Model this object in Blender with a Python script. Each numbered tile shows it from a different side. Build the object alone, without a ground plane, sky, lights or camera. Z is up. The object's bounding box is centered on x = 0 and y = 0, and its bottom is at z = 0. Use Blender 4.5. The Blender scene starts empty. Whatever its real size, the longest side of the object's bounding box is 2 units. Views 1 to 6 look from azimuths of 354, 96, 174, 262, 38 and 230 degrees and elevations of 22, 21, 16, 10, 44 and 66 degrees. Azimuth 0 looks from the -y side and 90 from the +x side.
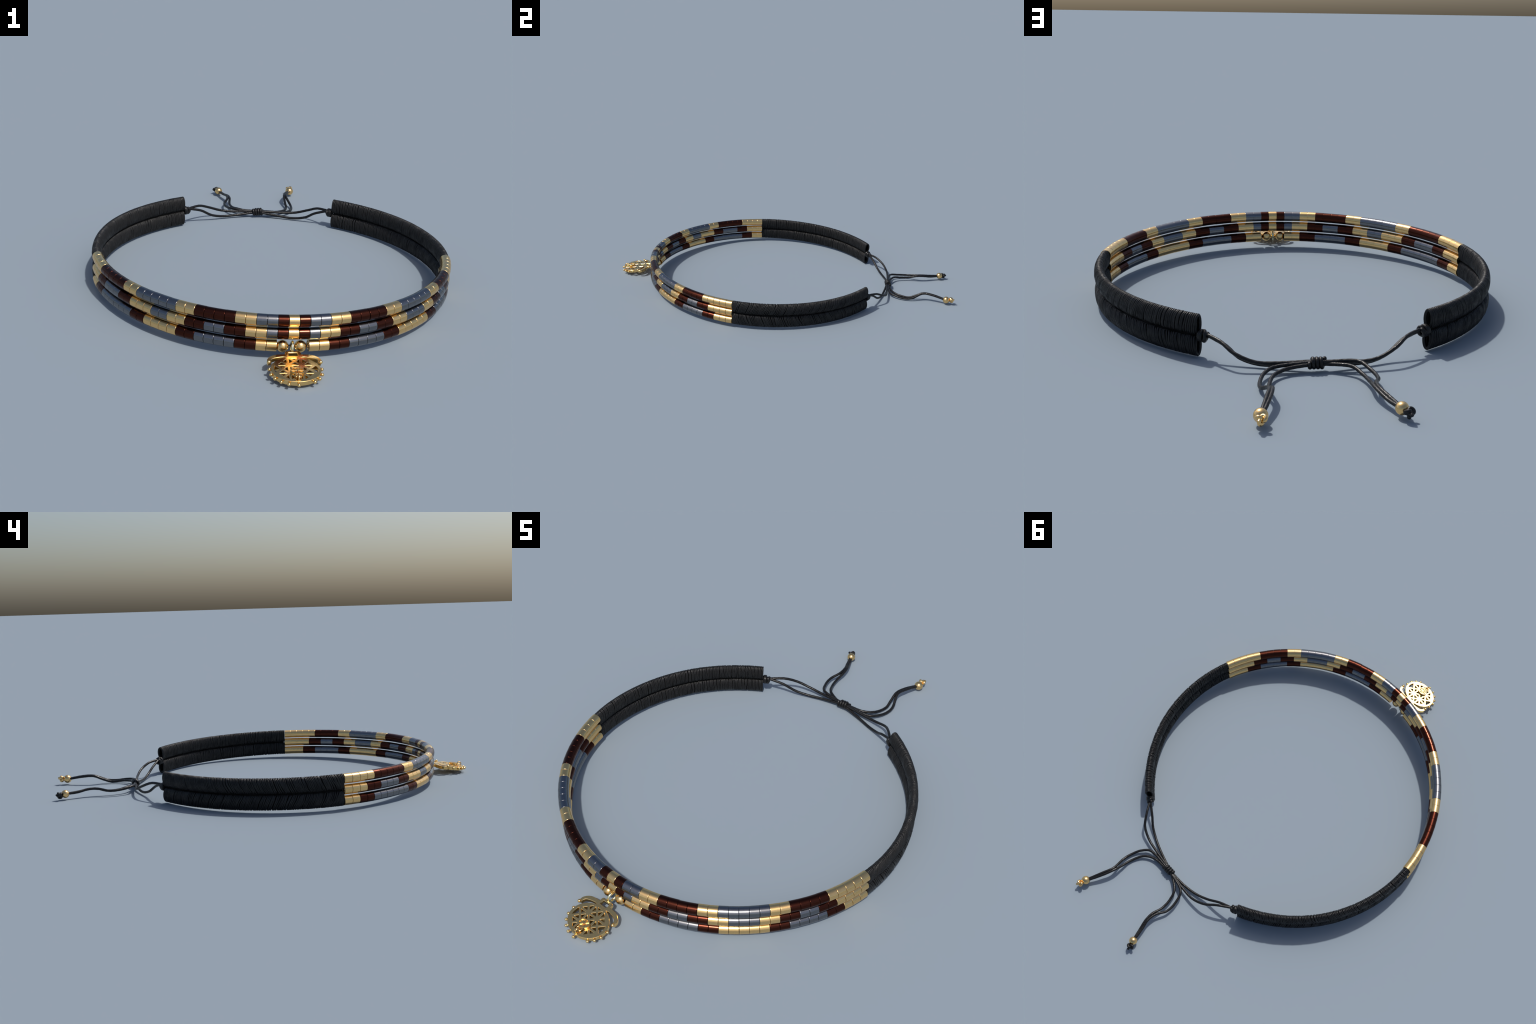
# A beaded bracelet: three strands of tile beads in front, two thread-wrapped
# tubes on each side, a sliding cord knot with two bead-ended tails behind and a
# pierced filigree pendant hanging forward from the lowest strand.
import bpy, bmesh, math, random
from math import sin, cos, pi, radians, sqrt, atan2
from mathutils import Vector, Matrix, noise

random.seed(11)
noise.seed_set(11)
COL = bpy.context.scene.collection

# ------------------------------------------------------------------ materials

def new_mat(name):
    m = bpy.data.materials.new(name)
    m.use_nodes = True
    nt = m.node_tree
    return m, nt, nt.nodes["Principled BSDF"]


def metal(name, base, rough, vary=0.025, metallic=1.0, grain=0.02):
    """polished plated metal: faint cloudy tint and a trace of wear in the gloss"""
    m, nt, p = new_mat(name)
    N, L = nt.nodes, nt.links
    tc = N.new("ShaderNodeTexCoord")
    ns = N.new("ShaderNodeTexNoise")
    ns.inputs["Scale"].default_value = 60
    ns.inputs["Detail"].default_value = 4
    L.new(tc.outputs["Object"], ns.inputs["Vector"])
    info = N.new("ShaderNodeObjectInfo")
    mix = N.new("ShaderNodeMix")
    mix.data_type = "RGBA"
    mix.inputs["A"].default_value = tuple(c * (1 - vary) for c in base) + (1,)
    mix.inputs["B"].default_value = tuple(min(1, c * (1 + vary)) for c in base) + (1,)
    add = N.new("ShaderNodeMath")
    add.operation = "ADD"
    half = N.new("ShaderNodeMath")
    half.operation = "MULTIPLY"
    half.inputs[1].default_value = 0.5
    L.new(ns.outputs["Fac"], add.inputs[0])
    L.new(info.outputs["Random"], add.inputs[1])
    L.new(add.outputs[0], half.inputs[0])
    L.new(half.outputs[0], mix.inputs["Factor"])
    L.new(mix.outputs["Result"], p.inputs["Base Color"])
    rr = N.new("ShaderNodeMapRange")
    rr.inputs["To Min"].default_value = rough * 0.85
    rr.inputs["To Max"].default_value = rough * 1.15
    L.new(ns.outputs["Fac"], rr.inputs["Value"])
    L.new(rr.outputs["Result"], p.inputs["Roughness"])
    p.inputs["Metallic"].default_value = metallic
    return m


def cordage(name, dark, light, rough, scale, bump, spec):
    """waxed black thread: fine fibre mottling and bump"""
    m, nt, p = new_mat(name)
    N, L = nt.nodes, nt.links
    tc = N.new("ShaderNodeTexCoord")
    ns = N.new("ShaderNodeTexNoise")
    ns.inputs["Scale"].default_value = scale
    ns.inputs["Detail"].default_value = 5
    L.new(tc.outputs["Object"], ns.inputs["Vector"])
    big = N.new("ShaderNodeTexNoise")
    big.inputs["Scale"].default_value = scale / 12
    L.new(tc.outputs["Object"], big.inputs["Vector"])
    mul = N.new("ShaderNodeMath")
    mul.operation = "MULTIPLY"
    L.new(ns.outputs["Fac"], mul.inputs[0])
    L.new(big.outputs["Fac"], mul.inputs[1])
    ramp = N.new("ShaderNodeValToRGB")
    ramp.color_ramp.elements[0].position = 0.12
    ramp.color_ramp.elements[0].color = dark + (1,)
    ramp.color_ramp.elements[1].position = 0.42
    ramp.color_ramp.elements[1].color = light + (1,)
    L.new(mul.outputs[0], ramp.inputs["Fac"])
    L.new(ramp.outputs["Color"], p.inputs["Base Color"])
    p.inputs["Roughness"].default_value = rough
    p.inputs["Specular IOR Level"].default_value = spec
    gl = N.new("ShaderNodeMapRange")       # patches of wax shine more than bare fibre
    gl.inputs["From Min"].default_value, gl.inputs["From Max"].default_value = 0.35, 0.65
    gl.inputs["To Min"].default_value, gl.inputs["To Max"].default_value = rough * 1.35, rough * 0.6
    L.new(big.outputs["Fac"], gl.inputs["Value"])
    L.new(gl.outputs["Result"], p.inputs["Roughness"])
    b = N.new("ShaderNodeBump")
    b.inputs["Strength"].default_value = bump
    b.inputs["Distance"].default_value = 0.002
    L.new(ns.outputs["Fac"], b.inputs["Height"])
    L.new(b.outputs["Normal"], p.inputs["Normal"])
    return m


GOLD = metal("gold_bead_metal", (0.88, 0.585, 0.25), 0.22)
STEEL = metal("grey_bead_metal", (0.195, 0.20, 0.213), 0.22)
BROWN = metal("brown_bead_metal", (0.068, 0.0200, 0.0125), 0.22)
GOLD_BALL = metal("gold_ball_metal", (0.88, 0.585, 0.25), 0.2, 0.02)
GOLD_PLATE = metal("gold_pendant_metal", (0.89, 0.595, 0.235), 0.2, 0.02)
PALE = metal("pale_ring_metal", (0.80, 0.76, 0.50), 0.2, 0.03)
THREAD = cordage("black_wrapping_thread", (0.0052, 0.0053, 0.0058), (0.0130, 0.0127, 0.0126), 0.5, 420, 0.3, 0.32)
CORD = cordage("black_braided_cord", (0.0045, 0.0043, 0.0043), (0.0105, 0.0098, 0.0095), 0.33, 420, 0.35, 0.32)
MATTE_BLACK = cordage("matte_black_fill", (0.003, 0.003, 0.003), (0.005, 0.005, 0.005), 0.95, 200, 0.2, 0.05)  # near black and almost without gloss, so that hollows and seam stay dark

# -------------------------------------------------------------------- helpers

def add_obj(name, mesh, parent=None, mats=()):
    o = bpy.data.objects.new(name, mesh)
    COL.objects.link(o)
    if mesh is not None:
        for m in mats:
            mesh.materials.append(m)
    if parent is not None:
        o.parent = parent
    return o


def mesh_from(name, verts, faces, angle=None):
    me = bpy.data.meshes.new(name)
    me.from_pydata(verts, [], faces)
    me.update()
    me.polygons.foreach_set("use_smooth", [True] * len(me.polygons))
    if angle is not None:
        me.set_sharp_from_angle(angle=radians(angle))
    return me


def spline(pts, step=0.0015, closed=False):
    """Catmull-Rom through control points, resampled at an even step"""
    P = [Vector(p) for p in pts]
    if closed:
        P = [P[-1]] + P + [P[0], P[1]]
    else:
        P = [2 * P[0] - P[1]] + P + [2 * P[-1] - P[-2]]
    raw = []
    for i in range(1, len(P) - 2):
        a, b, c, d = P[i - 1:i + 3]
        for k in range(24):
            t = k / 24
            raw.append(0.5 * (2 * b + (c - a) * t + (2 * a - 5 * b + 4 * c - d) * t * t
                              + (-a + 3 * b - 3 * c + d) * t ** 3))
    raw.append(P[-2].copy())
    acc = [0.0]
    for i in range(1, len(raw)):
        acc.append(acc[-1] + (raw[i] - raw[i - 1]).length)
    n = max(8, int(acc[-1] / step))
    out, j = [], 0
    for k in range(n + 1):
        s = acc[-1] * k / n
        while j < len(acc) - 2 and acc[j + 1] < s:
            j += 1
        d = acc[j + 1] - acc[j]
        out.append(raw[j].lerp(raw[j + 1], (s - acc[j]) / d if d > 0 else 0))
    return out[:-1] if closed else out


def sweep(verts, faces, path, radius, segs=10, closed=False, ply=0, twist=0.018, groove=0.0, caps=True):
    """tube along a path with a parallel-transported frame; ply > 0 cuts helical
    grooves so that it reads as a twisted cord"""
    base, n = len(verts), len(path)
    tan = []
    for i in range(n):
        a = path[i - 1] if (i > 0 or closed) else path[i]
        b = path[(i + 1) % n] if (i < n - 1 or closed) else path[i]
        tan.append((b - a).normalized())
    up = Vector((0, 0, 1)) if abs(tan[0].z) < 0.9 else Vector((1, 0, 0))
    nrm = (up - tan[0] * up.dot(tan[0])).normalized()
    s = 0.0
    for i in range(n):
        if i:
            s += (path[i] - path[i - 1]).length
            nrm = (nrm - tan[i] * nrm.dot(tan[i])).normalized()
        bi = tan[i].cross(nrm)
        rad = radius(i / (n - 1)) if callable(radius) else radius
        for k in range(segs):
            f = 2 * pi * k / segs
            r = rad
            if ply:
                r *= 1 - groove + groove * abs(sin(ply * (f + 2 * pi * s / twist / ply) / 2)) ** 0.5
            verts.append(path[i] + (nrm * cos(f) + bi * sin(f)) * r)
    rows = n if closed else n - 1
    for i in range(rows):
        a, b = base + i * segs, base + ((i + 1) % n) * segs
        for k in range(segs):
            k2 = (k + 1) % segs
            faces.append((a + k, a + k2, b + k2, b + k))
    if caps and not closed:
        faces.append(tuple(base + k for k in reversed(range(segs))))
        faces.append(tuple(base + (n - 1) * segs + k for k in range(segs)))


def tube_mesh(name, path, radius, **kw):
    v, f = [], []
    sweep(v, f, path, radius, **kw)
    return mesh_from(name, v, f, 50)


def lathe(name, profile, segs, axis="X", closed=True, angle=28):
    """revolve (axial, radius) pairs"""
    v, f, n = [], [], len(profile)
    for k in range(segs):
        a = 2 * pi * k / segs
        for (x, r) in profile:
            if axis == "X":
                v.append((x, r * cos(a), r * sin(a)))
            else:
                v.append((r * cos(a), r * sin(a), x))
    for k in range(segs):
        a, b = k * n, ((k + 1) % segs) * n
        for i in range(n if closed else n - 1):
            j = (i + 1) % n
            f.append((a + i, b + i, b + j, a + j))
    me = mesh_from(name, v, f)
    bm = bmesh.new()
    bm.from_mesh(me)
    bmesh.ops.remove_doubles(bm, verts=bm.verts, dist=1e-7)
    bmesh.ops.recalc_face_normals(bm, faces=bm.faces)
    bm.to_mesh(me)
    bm.free()
    me.polygons.foreach_set("use_smooth", [True] * len(me.polygons))
    me.set_sharp_from_angle(angle=radians(angle))
    return me


def ball_mesh(name, r, segs=32, hole=0.0):
    if hole <= 0:
        prof = [(-r * cos(pi * i / segs), r * sin(pi * i / segs)) for i in range(segs + 1)]
        prof[0], prof[-1] = (-r, 0), (r, 0)
        return lathe(name, prof, segs, closed=False, angle=60)
    a0 = math.asin(hole / r)
    prof = [(-r * cos(a0 + (pi - 2 * a0) * i / segs), r * sin(a0 + (pi - 2 * a0) * i / segs)) for i in range(segs + 1)]
    return lathe(name, prof, segs, closed=True, angle=60)

# -------------------------------------------------- the loop the bracelet follows

CX, CY = 0.0016, -0.0915            # centre of the loop
BEAD_END = radians(79.75)          # angle, from the front, where the beads stop
STRAP_END = radians(149.3)         # and where the wrapped tubes stop


def loop_r(t):
    return 0.6835 - 0.0045 * cos(2 * t) + 0.002 * cos(3 * t) + 0.003 * cos(4 * t) + 0.0065 * math.exp(-t ** 4) - 0.0032 * math.exp(-((abs(t) - 1.76) / 0.3) ** 2)


def loop_xy(t, dr=0.0):
    r = loop_r(t) + dr
    return Vector((CX + r * sin(t), CY - r * cos(t), 0))


TILT = 0.0168                      # the front rides a little higher than the back


def mid_z(y):
    return 0.0684 + (0.49 - y) * TILT


def loop_point(t, dr=0.0, dz=0.0):
    p = loop_xy(t, dr)
    p.z = mid_z(p.y) + dz
    return p


def loop_frame(t):
    """tangent, outward, up"""
    d = 1e-4
    tan = (loop_point(t + d) - loop_point(t - d)).normalized()
    up = Vector((0, TILT, 1)).normalized()
    out = tan.cross(up).normalized()
    return tan, out, out.cross(tan).normalized()


STEPS = 4000
ARC = [0.0]
for _i in range(STEPS):
    _a, _b = pi * _i / STEPS, pi * (_i + 1) / STEPS
    ARC.append(ARC[-1] + (loop_xy(_b) - loop_xy(_a)).length)


def arc_of(t):
    k = abs(t) / pi * STEPS
    i = min(STEPS - 1, int(k))
    s = ARC[i] + (ARC[i + 1] - ARC[i]) * (k - i)
    return s if t >= 0 else -s


def t_of(s):
    a = abs(s)
    lo, hi = 0, STEPS
    while hi - lo > 1:
        m = (lo + hi) // 2
        if ARC[m] <= a:
            lo = m
        else:
            hi = m
    t = pi * (lo + (a - ARC[lo]) / (ARC[lo + 1] - ARC[lo])) / STEPS
    return t if s >= 0 else -t

# ------------------------------------------------------------------ the bracelet

root = bpy.data.objects.new("beaded_bracelet", None)
root.empty_display_size = 0.1
COL.objects.link(root)
root["label"] = "black cord bracelet with gold, grey and brown beads and gold pendant"
root["category"] = "bracelet"

# ----- tile beads
HALF = 27                          # columns on each side of the centre one
PITCH = arc_of(BEAD_END) / (HALF + 0.5)
SLIP = 0.0058                       # the beads have slid round the loop a little
BEAD_R, ROW_GAP = 0.0206, 0.0455


def bead_mesh(name, mat):
    h, r, q, b = PITCH * 0.494, BEAD_R, 0.0125, 0.0009
    c, e = b * 0.3, 0.0006                 # small rounded arris with a support loop on each side of it
    prof = [(-h + b + e, r), (h - b - e, r), (h - b, r), (h - c, r - c), (h, r - b), (h, r - b - e), (h, q + b), (h - b, q),
            (-h + b, q), (-h, q + b), (-h, r - b - e), (-h, r - b), (-h + c, r - c), (-h + b, r)]
    me = lathe(name, prof, 56, "X", angle=50)
    me.materials.append(mat)
    return me


KINDS = {"G": bead_mesh("gold_bead", GOLD), "S": bead_mesh("grey_bead", STEEL), "B": bead_mesh("brown_bead", BROWN)}

# colour runs counted outwards from the centre bead, "colour, how many"
RIGHT = ["G1 B1 S2 G2 B4 G2 S5 G2 B4 G5",
         "G1 B1 S1 G2 B2 S2 B2 G2 S3 G2 B2 S2 B2 G4",
         "-2 G2 B2 S4 B2 G5 B2 S4 B2 G3"]
LEFT = ["G1 B1 S2 G2 B4 G2 S5 G2 B5 G4",
        "G1 B1 S1 G2 B2 S2 B2 G2 S2 G3 B2 S3 B2 G3",
        "-2 G2 B2 S4 B2 G4 B2 S6 B2 G2"]


def expand(runs):
    return "".join(r[0] * int(r[1:]) for r in runs.split())


rng = random.Random(5)
for row in range(3):
    dz = ROW_GAP * (1 - row)
    line = [loop_point(t_of(SLIP + PITCH * k * 0.5), 0, dz) for k in range(-2 * HALF - 1, 2 * HALF + 2)]
    strand = add_obj("bead_strand", tube_mesh("bead_strand", spline(line, 0.006), 0.0014, segs=8), root, [CORD])
    for side, runs in ((1, RIGHT[row]), (-1, LEFT[row])):
        for col, c in enumerate(expand(runs)):
            if c == "-" or (col == 0 and side < 0):
                continue
            t = t_of(SLIP + side * col * PITCH)
            tan, out, up = loop_frame(t)
            p = loop_point(t, -0.0004, dz)      # chord sits just inside the arc
            j = 0.00025
            push = 0.0014 if (row == 0 and side > 0 and col in (8, 9)) else 0.0
            p = p + out * (rng.uniform(-j, j) + push) + up * (rng.uniform(-j, j) + push * 0.4)
            m = Matrix((tan, -out, up)).transposed().to_4x4()
            m = m @ Matrix.Rotation(rng.uniform(-0.006, 0.006), 4, "Z")
            b = add_obj("bead", KINDS[c], strand)
            b.matrix_local = Matrix.Translation(p) @ m
    if row == 2:
        ball = ball_mesh("round_bead", 0.0209, 40, 0.0045)
        ball.materials.append(GOLD_BALL)
        for x in (-0.0268, 0.0330):          # pulled a little forward and down by the pendant
            b = add_obj("round_bead", ball, strand)
            b.matrix_local = Matrix.Translation((x, -0.7865, 0.0447))

# ----- thread-wrapped tubes
TUBE_H, TUBE_W, THREAD_R = 0.0338, 0.0182, 0.0036     # half height, half width
COIL_STEP = 0.0066
for side in (1, -1):
    s0, s1 = arc_of(BEAD_END) + side * SLIP + THREAD_R + 0.0008, arc_of(STRAP_END) - THREAD_R
    for level in (1, -1):
        seed = 10 * side + 3 * level

        def place(s, phi, a, b):
            t = t_of(max(s0 - 0.002, min(s1 + 0.001, s))) * side
            tan, out, up = loop_frame(t)
            a *= 1 + 0.07 * max(0, (s - s0) / (s1 - s0) * 3 - 2)      # opens a little at the back end
            return loop_point(t) + out * (a * cos(phi)) + up * (level * (TUBE_H + 0.0001) + b * sin(phi))

        # open near-black sleeve inside the coils, keeps the hollow and the gaps dark
        v, f, segs = [], [], 28
        rings = 60
        for i in range(rings + 1):
            s = s0 + 0.002 + (s1 - s0 - 0.004) * i / rings
            for k in range(segs):
                v.append(place(s, 2 * pi * k / segs, TUBE_W - THREAD_R * 1.25, TUBE_H - THREAD_R * 1.25))
        for i in range(rings):
            for k in range(segs):
                k2 = (k + 1) % segs
                f.append((i * segs + k, i * segs + k2, (i + 1) * segs + k2, (i + 1) * segs + k))
        if level == 1:                      # core strip, modelled in black to darken the gap between the tubes
            seam_fill = [loop_point(side * t_of(s0 + 0.004 + (s1 - s0 - 0.010) * i / 90)) for i in range(91)]
            sweep(v, f, seam_fill, 0.0072, segs=12)
        tube = add_obj("wrapped_tube", mesh_from("wrapped_tube", v, f), root, [MATTE_BLACK])
        # the coils themselves
        v, f = [], []
        count = int((s1 - s0) / COIL_STEP)
        for i in range(count + 1):
            u = i / count
            s_base = s0 + (s1 - s0) * u
            edge = min(1, i / 3, (count - i) / 3)
            s_base += edge * 0.0027 * noise.noise(Vector((i * 0.9, seed, 0)))
            lean = (0.027 + 0.012 * noise.noise(Vector((i * 0.21, seed, 7)))) * min(1, 0.30 + 2.2 * (1 - u))          # slanted on the outer face
            lean = min(lean, (s_base - s0) * 0.9 + 0.0005)
            slack = (0.0013 * noise.noise(Vector((i * 0.37, seed, 5.0))) + 0.0012 * noise.noise(Vector((i * 1.7, seed, 3.0)))) * edge
            drop = -0.0022 * edge if rng.random() < 0.12 else 0.0
            path = []
            for k in range(44):
                phi = 2 * pi * k / 44
                toward_seam = (1 - level * sin(phi)) / 2
                w = min(1, max(0, (cos(phi) + 0.35) / 0.7))
                w = w * w * (3 - 2 * w)
                wob = edge * (0.0026 * noise.noise(Vector((cos(phi) * 1.3 + i * 0.23, sin(phi) * 1.3, seed + 20)))
                              + 0.0016 * noise.noise(Vector((cos(phi) * 0.8 + i * 1.9, sin(phi) * 0.8, seed + 40))))
                near_seam = max(0, -level * sin(phi)) ** 6
                r_in = THREAD_R + 0.0014 * near_seam * max(0, noise.noise(Vector((i * 0.8, seed, 9)))) * edge * 2
                bump = slack * (0.4 + 0.6 * cos(phi - i)) + drop * near_seam
                path.append(place(s_base - lean * toward_seam * w + wob, phi,
                                  TUBE_W - THREAD_R + bump, TUBE_H - r_in + bump * 0.5))
            sweep(v, f, path, THREAD_R, segs=8, closed=True)
            if i in (0, count):             # doubled turn that stiffens the open ends
                sweep(v, f, [place(s_base + (0.0012 if i else -0.0004) * (-1 if i else -1), 2 * pi * k / 44, TUBE_W - THREAD_R * 1.9, TUBE_H - THREAD_R * 1.9)
                             for k in range(44)], THREAD_R * 0.9, segs=8, closed=True)
        wrap = add_obj("thread_wrap", mesh_from("thread_wrap", v, f), tube, [THREAD])
        wrap["kind"] = "stuff"

# ----- cords: two strands from each side into the sliding knot, two pairs of tails
CORD_R = 0.0059
STRANDS = {
    "closing_cord": [
        [(-0.318, 0.508, 0.0725), (-0.263, 0.534, 0.0559), (-0.2115, 0.563, 0.0243), (-0.1566, 0.5888, 0.0105), (-0.0905, 0.6085, 0.0115), (-0.02, 0.6185, 0.019), (0.03, 0.621, 0.022)],
        [(-0.318, 0.5095, 0.0745), (-0.27, 0.553, 0.0727), (-0.2253, 0.5935, 0.0522), (-0.1664, 0.618, 0.0301), (-0.1019, 0.6236, 0.0235), (-0.02, 0.6233, 0.0265), (0.03, 0.627, 0.028)],
        [(0.322, 0.508, 0.0725), (0.2718, 0.536, 0.05), (0.2314, 0.5626, 0.0205), (0.1733, 0.5848, 0.0075), (0.1053, 0.6026, 0.0125), (0.0366, 0.615, 0.0195), (-0.01, 0.619, 0.020)],
        [(0.322, 0.514, 0.0755), (0.2859, 0.556, 0.0687), (0.248, 0.5934, 0.0461), (0.1894, 0.6128, 0.0262), (0.121, 0.6175, 0.0235), (0.0421, 0.6195, 0.0265), (-0.01, 0.6225, 0.028)]],
    "tail_cord": [
        [(0.02, 0.630, 0.021), (-0.0185, 0.6285, 0.021), (-0.0813, 0.6578, 0.0254), (-0.107, 0.703, 0.0186), (-0.1168, 0.7533, 0.0189), (-0.1141, 0.8004, 0.0306), (-0.1214, 0.8426, 0.0302), (-0.1383, 0.886, 0.0232), (-0.1575, 0.93, 0.0225)],
        [(0.02, 0.629, 0.027), (-0.0255, 0.6265, 0.0275), (-0.1035, 0.6382, 0.0316), (-0.1335, 0.6865, 0.0245), (-0.1427, 0.7412, 0.0226), (-0.1265, 0.7905, 0.031), (-0.1275, 0.8342, 0.033), (-0.143, 0.8761, 0.0276), (-0.161, 0.93, 0.0235)],
        [(0.0, 0.6285, 0.021), (0.0386, 0.6325, 0.0214), (0.1003, 0.6448, 0.0169), (0.1438, 0.6808, 0.0126), (0.1623, 0.7404, 0.0075), (0.161, 0.7831, 0.0214), (0.1605, 0.8272, 0.0392), (0.173, 0.8812, 0.0366), (0.196, 0.944, 0.0255)],
        [(0.0, 0.6275, 0.027), (0.0462, 0.6265, 0.0255), (0.1336, 0.6342, 0.0193), (0.1691, 0.6679, 0.0147), (0.1855, 0.7166, 0.0087), (0.1865, 0.7627, 0.0134), (0.1695, 0.821, 0.0385), (0.181, 0.8755, 0.0382), (0.201, 0.944, 0.0255)]],
}
for name, many in STRANDS.items():
    for pts in many:
        me = tube_mesh(name, spline(pts, 0.0015), CORD_R, segs=18, ply=3, twist=0.022, groove=0.07)
        add_obj(name, me, root, [CORD])


def wound(name, origin, axis, pts, r, mat, up=Vector((0, 0, 1)), ply=3, parent=root):
    """a knot: tube through control points given as (along axis, side, up)"""
    ax = Vector(axis).normalized()
    sd = up.cross(ax).normalized()
    u2 = ax.cross(sd)
    world = [Vector(origin) + ax * p[0] + sd * p[1] + u2 * p[2] for p in pts]
    me = tube_mesh(name, spline(world, 0.0012), r, segs=18, ply=ply, twist=0.022, groove=0.07 if ply else 0)
    return add_obj(name, me, parent, [mat])


def coil(n, x0, x1, ry, rz, start=0.0, per=10, slant=0.0):
    out = []
    for k in range(int(n * per) + 1):
        a = start + 2 * pi * k / per
        out.append((x0 + (x1 - x0) * k / (n * per) + slant * cos(a), ry * cos(a), rz * sin(a)))
    return out


# sliding knot: four turns round the strands
wound("sliding_knot", (0.0125, 0.6243, 0.0235), (0.0552, 0.0047, 0.0022),
      [(-0.0205, -0.002, 0.003)] + coil(3.75, -0.0220, 0.0220, 0.0112, 0.0126, 1.9, slant=0.003) + [(0.0205, 0.002, 0.003)], 0.0066, CORD)

# stopper knots against the tube ends: two wraps and a slanting loop over the top
for side in (1, -1):
    tan, out, up = loop_frame(STRAP_END * side)
    ax = tan * side
    o = loop_point(STRAP_END * side) + ax * 0.0115
    pts = coil(2.15, -0.0075, 0.0025, 0.0125, 0.0135, 0.8 * side)
    x, y, z = pts[-1]
    pts += [(0.0060, y * 0.9, z * 0.98 + 0.001), (0.0105, -0.006, 0.0105), (0.0145, -0.0100, 0.001), (0.010, -0.0075, -0.0105),
            (0.0065, 0.0045, -0.0125), (0.0105, 0.0105, -0.002), (0.0150, 0.0045, 0.007), (0.011, -0.002, 0.004)]
    wound("stopper_knot", o, ax, pts, 0.0070, CORD, up)

# tail ends: gold ball and a small overhand knot beyond it
for name, c, r, tip, mat in (("tail", (0.2029, 0.9547, 0.0242), 0.0196, (0.2045, 0.984, 0.0268), GOLD_BALL),
                             ("tail", (-0.1627, 0.9388, 0.0232), 0.0182, (-0.1765, 0.963, 0.0215), CORD)):
    c, tip = Vector(c), Vector(tip)
    ax = (tip - c).normalized()
    me = ball_mesh("tail_bead", r, 40, 0.0)
    me.materials.append(GOLD_BALL)
    b = add_obj("tail_bead", me, root)
    b.matrix_local = Matrix.Translation(c)
    kr = 0.0056
    pts = []
    for k in range(26):                      # overhand knot = open trefoil
        a = 2 * pi * (0.06 + 0.88 * k / 25)
        pts.append((0.0052 * sin(3 * a) - 0.001, (0.0046 * sin(a) + 0.0078 * sin(2 * a)), (0.0046 * cos(a) - 0.0078 * cos(2 * a))))
    lead = (c - tip).length
    pts = [(-lead + r * 0.6, 0.001, -0.001), (-0.0075, 0.002, -0.002)] + pts + [(0.008, -0.004, 0.002), (0.0150, -0.0055, -0.001)]
    wound("end_knot", tip, ax, pts, kr, mat, ply=0 if mat is GOLD_BALL else 3)

# ------------------------------------------------------------------- the pendant
# authored flat in millimetres-of-model: x right, y towards the bracelet, z out of the face
MM = 0.001
px = Vector((1, 0, 0))
py = Vector((0, 0.9924, 0.1231))
pz = Vector((0, -0.1231, 0.9924))
PEND = Matrix((px, py, pz)).transposed().to_4x4()
PEND.translation = Vector((0.0036, -0.9184, 0.0328))


def plate(name, rings, z0, z1, mat, parent, bevel=0.5, matrix=True):
    """extruded plate from an outline and its holes (lists of 2D points, in mm)"""
    cu = bpy.data.curves.new(name, "CURVE")
    cu.dimensions = "2D"
    cu.fill_mode = "BOTH"
    cu.extrude = ((z1 - z0) / 2 - bevel) * MM
    cu.bevel_depth = bevel * MM
    cu.bevel_resolution = 0
    cu.offset = -bevel * MM
    for ring in rings:
        sp = cu.splines.new("POLY")
        sp.points.add(len(ring) - 1)
        for q, (x, y) in zip(sp.points, ring):
            q.co = (x * MM, y * MM, 0, 1)
        sp.use_cyclic_u = True
    tmp = bpy.data.objects.new(name + "_outline", cu)
    COL.objects.link(tmp)
    dg = bpy.context.evaluated_depsgraph_get()
    dg.update()
    me = bpy.data.meshes.new_from_object(tmp.evaluated_get(dg))
    bpy.data.objects.remove(tmp)
    bpy.data.curves.remove(cu)
    me.name = name
    me.transform(Matrix.Translation((0, 0, (z0 + z1) / 2 * MM)))
    bm = bmesh.new()
    bm.from_mesh(me)
    bmesh.ops.remove_doubles(bm, verts=bm.verts, dist=2e-6)
    bmesh.ops.recalc_face_normals(bm, faces=bm.faces)
    bm.to_mesh(me)
    bm.free()
    me.materials.clear()
    me.materials.append(mat)
    for p in me.polygons:
        p.material_index = 0
        p.use_smooth = True
    me.set_sharp_from_angle(angle=radians(22))
    o = add_obj(name, me, parent)
    if matrix:
        o.matrix_local = Matrix()
    return o


def ellipse(a, b, n, cx=0, cy=0):
    return [(cx + a * cos(2 * pi * k / n), cy + b * sin(2 * pi * k / n)) for k in range(n)]


def inset(tri, d):
    """move the sides of a convex counter-clockwise polygon inwards"""
    n, lines = len(tri), []
    for i in range(n):
        (x0, y0), (x1, y1) = tri[i], tri[(i + 1) % n]
        L = sqrt((x1 - x0) ** 2 + (y1 - y0) ** 2)
        nx, ny = -(y1 - y0) / L, (x1 - x0) / L
        lines.append((nx, ny, nx * x0 + ny * y0 + d))
    out = []
    for i in range(n):
        a, b, c = lines[i - 1]
        e, g, h = lines[i]
        D = a * g - b * e
        out.append(((c * g - b * h) / D, (a * h - c * e) / D))
    return out


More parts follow.
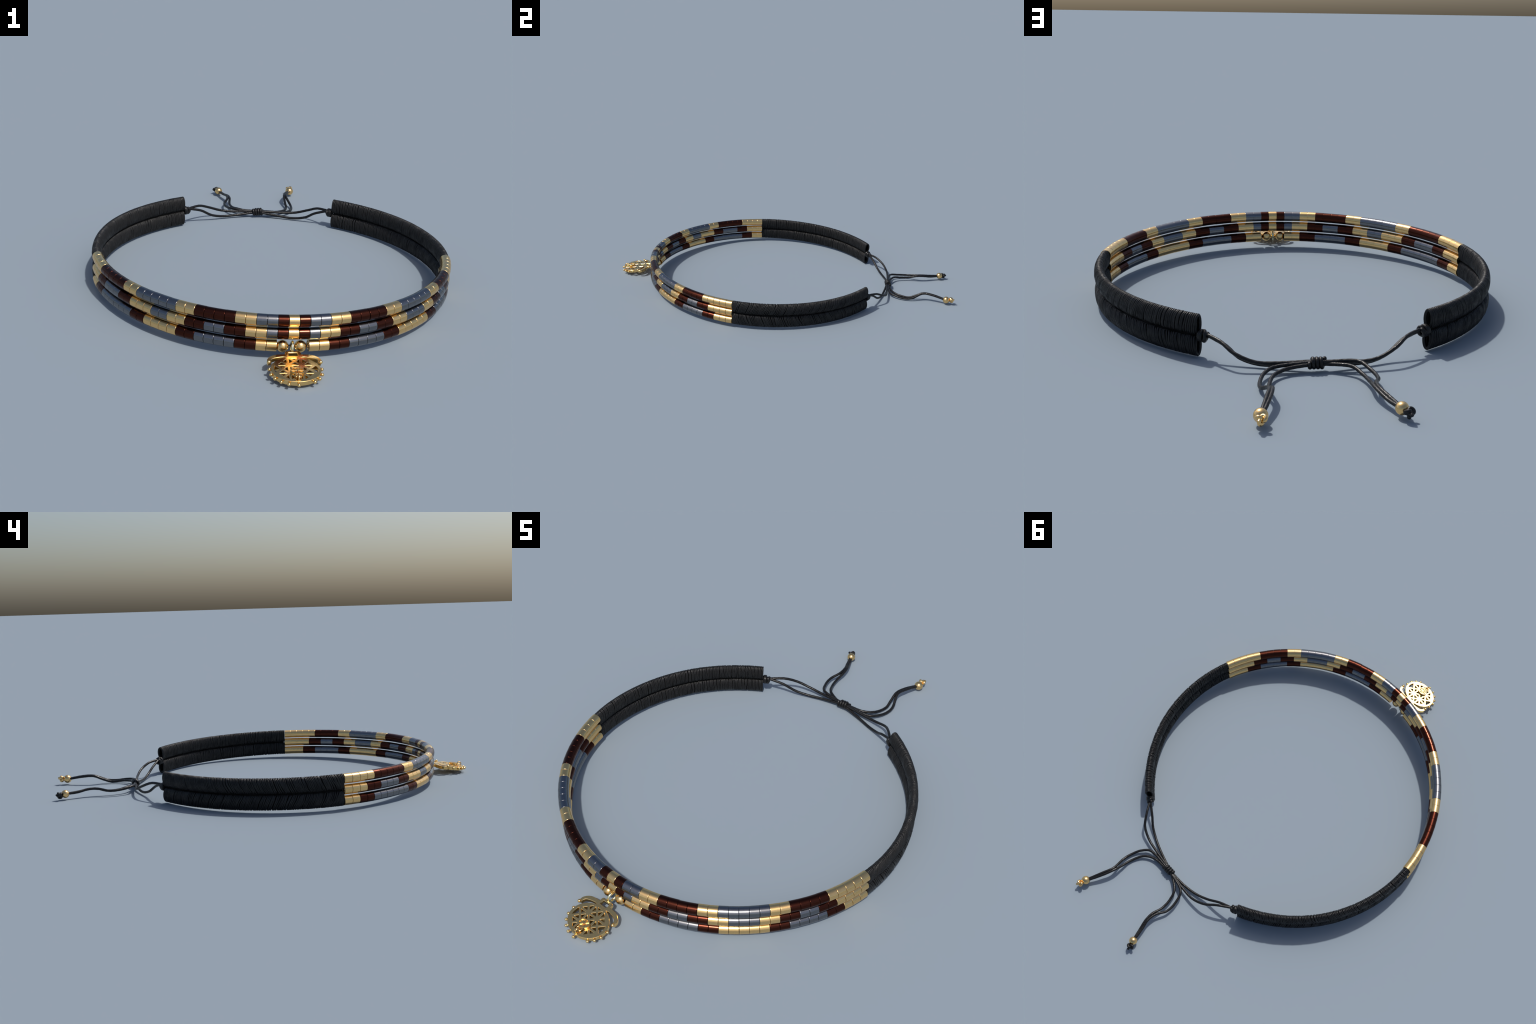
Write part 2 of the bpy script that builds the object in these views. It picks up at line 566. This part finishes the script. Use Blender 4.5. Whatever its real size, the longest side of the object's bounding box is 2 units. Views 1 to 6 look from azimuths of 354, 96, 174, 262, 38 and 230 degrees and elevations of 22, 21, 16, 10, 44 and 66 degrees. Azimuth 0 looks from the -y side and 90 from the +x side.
def clip(poly, ring):
    """convex clip of poly by a counter-clockwise ring"""
    for i in range(len(ring)):
        (x0, y0), (x1, y1) = ring[i], ring[(i + 1) % len(ring)]
        side = lambda q: (x1 - x0) * (q[1] - y0) - (y1 - y0) * (q[0] - x0)
        out = []
        for j in range(len(poly)):
            p, q = poly[j - 1], poly[j]
            sp, sq = side(p), side(q)
            if sp * sq < 0:
                k = sp / (sp - sq)
                out.append((p[0] + (q[0] - p[0]) * k, p[1] + (q[1] - p[1]) * k))
            if sq >= 0:
                out.append(q)
        poly = out
        if len(poly) < 3:
            return []
    return poly


def area(p):
    return 0.5 * sum(p[i - 1][0] * p[i][1] - p[i][0] * p[i - 1][1] for i in range(len(p)))


# pierced disc: star lattice of squares, each cut into four by its diagonals
OUT_A, OUT_B, IN_A, IN_B = 81.0, 66.0, 69.5, 57.0
BAR = 4.7
GX, GY = (-200, -22, 20.5, 200), (-200, -19.5, 22.4, 200)      # grid lines; the outer ones lie beyond the rim
MX, MY = (-43.3, -0.75, 41.8), (-40.5, 1.45, 43.4)             # centres of the nine squares
inner = ellipse(IN_A, IN_B, 96)
holes = []
for i in range(3):
    for j in range(3):
        m = (MX[i], MY[j])
        hw, hh = 21.25, 20.95
        for dx, dy in ((0, -1), (1, 0), (0, 1), (-1, 0)):
            # quarter of a square between two half diagonals; at the rim it runs on to the ring
            far = (dx and (m[0] + dx * hw > 50 or m[0] + dx * hw < -50)) or (dy and abs(m[1] + dy * hh) > 50)
            k = 3.0 if far else 1.0
            p, q = (m[0] + (dx - -dy) * hw * k, m[1] + (dy - dx) * hh * k), (m[0] + (dx - dy) * hw * k, m[1] + (dy + dx) * hh * k)
            tri = [m, p, q]
            if area(tri) < 0:
                tri = [m, q, p]
            h = clip(inset(tri, BAR), inner)
            # drop slivers and doubled points left by the clipping
            h = [h[n] for n in range(len(h)) if (h[n][0] - h[n - 1][0]) ** 2 + (h[n][1] - h[n - 1][1]) ** 2 > 0.04]
            if len(h) >= 3 and area(h) > 30:
                holes.append(h)
pend_disc = plate("pendant_disc", [ellipse(OUT_A, OUT_B, 128)] + holes, -17, 0, GOLD_PLATE, root, 1.1)
pend_disc.name = "pendant"
pend_disc.matrix_local = PEND
PD = pend_disc

# bail frame
def rounded(x0, y0, x1, y1, r, n=6):
    out = []
    for cx, cy, a0 in ((x1 - r, y1 - r, 0), (x0 + r, y1 - r, 90), (x0 + r, y0 + r, 180), (x1 - r, y0 + r, 270)):
        for k in range(n + 1):
            a = radians(a0 + 90 * k / n)
            out.append((cx + r * cos(a), cy + r * sin(a)))
    return out


plate("bail", [rounded(-26.5, 60, 26, 99.5, 8), rounded(-15.2, 73.5, 14.6, 90, 0.8, 2)], -15.2, -0.8, GOLD_PLATE, PD, 1.4)

# crescent horns on both shoulders
for s in (1, -1):
    outer = [(20, 82), (30, 81.5), (42, 81), (55, 79.5), (66, 76), (75, 70.5), (82, 63.5), (87, 55), (88, 46.5), (85.5, 38)]
    innr = [(76, 41), (76, 47.5), (72.5, 54), (66, 58.7), (56, 62.3), (46, 64.6), (33, 66.5), (20, 63)]
    sm = lambda L: [(p.x, p.y) for p in spline([(x, y, 0) for x, y in L], 1.6)]
    ring = sm(outer) + sm(innr)
    ring = [(s * x, y) for x, y in ring]
    if s < 0:
        ring.reverse()
    plate("crescent", [ring], -16.2, -0.4, GOLD_PLATE, PD, 1.4)
    t = ball_mesh("granule", 0.0066, 20)
    t.materials.append(GOLD_PLATE)
    o = add_obj("granule", t, PD)
    o.matrix_local = Matrix.Translation((s * 0.0838, 0.0372, -0.0003))

# granules round the rim; one is missing
gran = ball_mesh("granule", 0.0058, 20)
gran.materials.append(GOLD_PLATE)
neck = lathe("granule_neck", [(-0.006, 0.0), (-0.006, 0.0030), (0.004, 0.0030), (0.004, 0.0)], 14, "X", closed=False)
neck.materials.append(GOLD_PLATE)
for deg in (-96, -74.5, -56.5, -38.5, -20.5, 0.8, 39, 56.5, 74.5, 96):
    a = radians(deg)
    d = Vector((sin(a) * 85.0, -cos(a) * 74.8, 0)) * MM
    w = -0.0072
    o = add_obj("granule", gran, PD)
    o.matrix_local = Matrix.Translation(d + Vector((0, 0, w)))
    nk = add_obj("granule_neck", neck, PD)
    nrm = atan2(-cos(a) / OUT_B, sin(a) / OUT_A)
    nk.matrix_local = Matrix.Translation(d * 0.95 + Vector((0, 0, w))) @ Matrix.Rotation(nrm, 4, "Z")

# small raised wheel on the lower half of the disc, with its own bail and ring
HX, HY, HA, HB = 1.6, -19.4, 22.5, 18.0
wheel_holes = []
for k in range(8):
    a0, a1 = 2 * pi * k / 8, 2 * pi * (k + 1) / 8
    tri = [(HX, HY), (HX + 60 * cos(a0), HY + 60 * sin(a0)), (HX + 60 * cos(a1), HY + 60 * sin(a1))]
    h = clip(inset(tri, 1.15), ellipse(HA - 3.6, HB - 3.4, 48, HX, HY))
    h = [h[m] for m in range(len(h)) if (h[m][0] - h[m - 1][0]) ** 2 + (h[m][1] - h[m - 1][1]) ** 2 > 0.02]
    wheel_holes.append(h)
plate("small_wheel", [ellipse(HA, HB, 64, HX, HY)] + wheel_holes, 1.6, 9.6, GOLD_PLATE, PD, 0.4)
plate("small_wheel_base", [ellipse(HA - 1, HB - 1, 48, HX, HY)], -1.5, 5.6, GOLD_PLATE, PD, 0.3)
for s in (-1, 1):
    me = tube_mesh("small_horn", spline([Vector(p) * MM for p in ((HX + s * 5, HY - 15, 6), (HX + s * 8.5, HY - 20, 6.5), (HX + s * 10, HY - 25, 6), (HX + s * 7.5, HY - 29, 6))], 0.0008), 0.0020, segs=10)
    add_obj("small_horn", me, PD, [GOLD_PLATE])
    g = ball_mesh("granule", 0.0031, 14)
    g.materials.append(GOLD_PLATE)
    o = add_obj("granule", g, PD)
    o.matrix_local = Matrix.Translation(Vector((HX + s * 6.8, HY - 29.5, 6)) * MM)
plate("small_bail", [rounded(HX - 6, HY - 27, HX + 6, HY - 15, 1.5, 3), rounded(HX - 3, HY - 24, HX + 3, HY - 18.5, 0.5, 1)], 3.2, 8.2, GOLD_PLATE, PD, 0.3)


def ring_mesh(name, R, r, mat, flat=1.0):
    v, f = [], []
    path = [Vector((0, R * cos(2 * pi * k / 48), R * flat * sin(2 * pi * k / 48))) for k in range(48)]
    sweep(v, f, path, r, segs=14, closed=True)
    me = mesh_from(name, v, f)
    me.materials.append(mat)
    return me


o = add_obj("small_ring", ring_mesh("small_ring", 0.0108, 0.0023, GOLD_PLATE, 1.0), PD)
o.matrix_local = Matrix.Translation(Vector((HX + 0.5, HY - 31, 4.2)) * MM)

# jump ring that hangs the pendant from the lowest strand
o = add_obj("jump_ring", ring_mesh("jump_ring", 0.0200, 0.0047, PALE), root)
o.matrix_local = Matrix.Translation((0.0030, -0.8008, 0.0462)) @ Matrix.Rotation(radians(-3), 4, "Z") @ Matrix.Rotation(radians(4), 4, "Y")
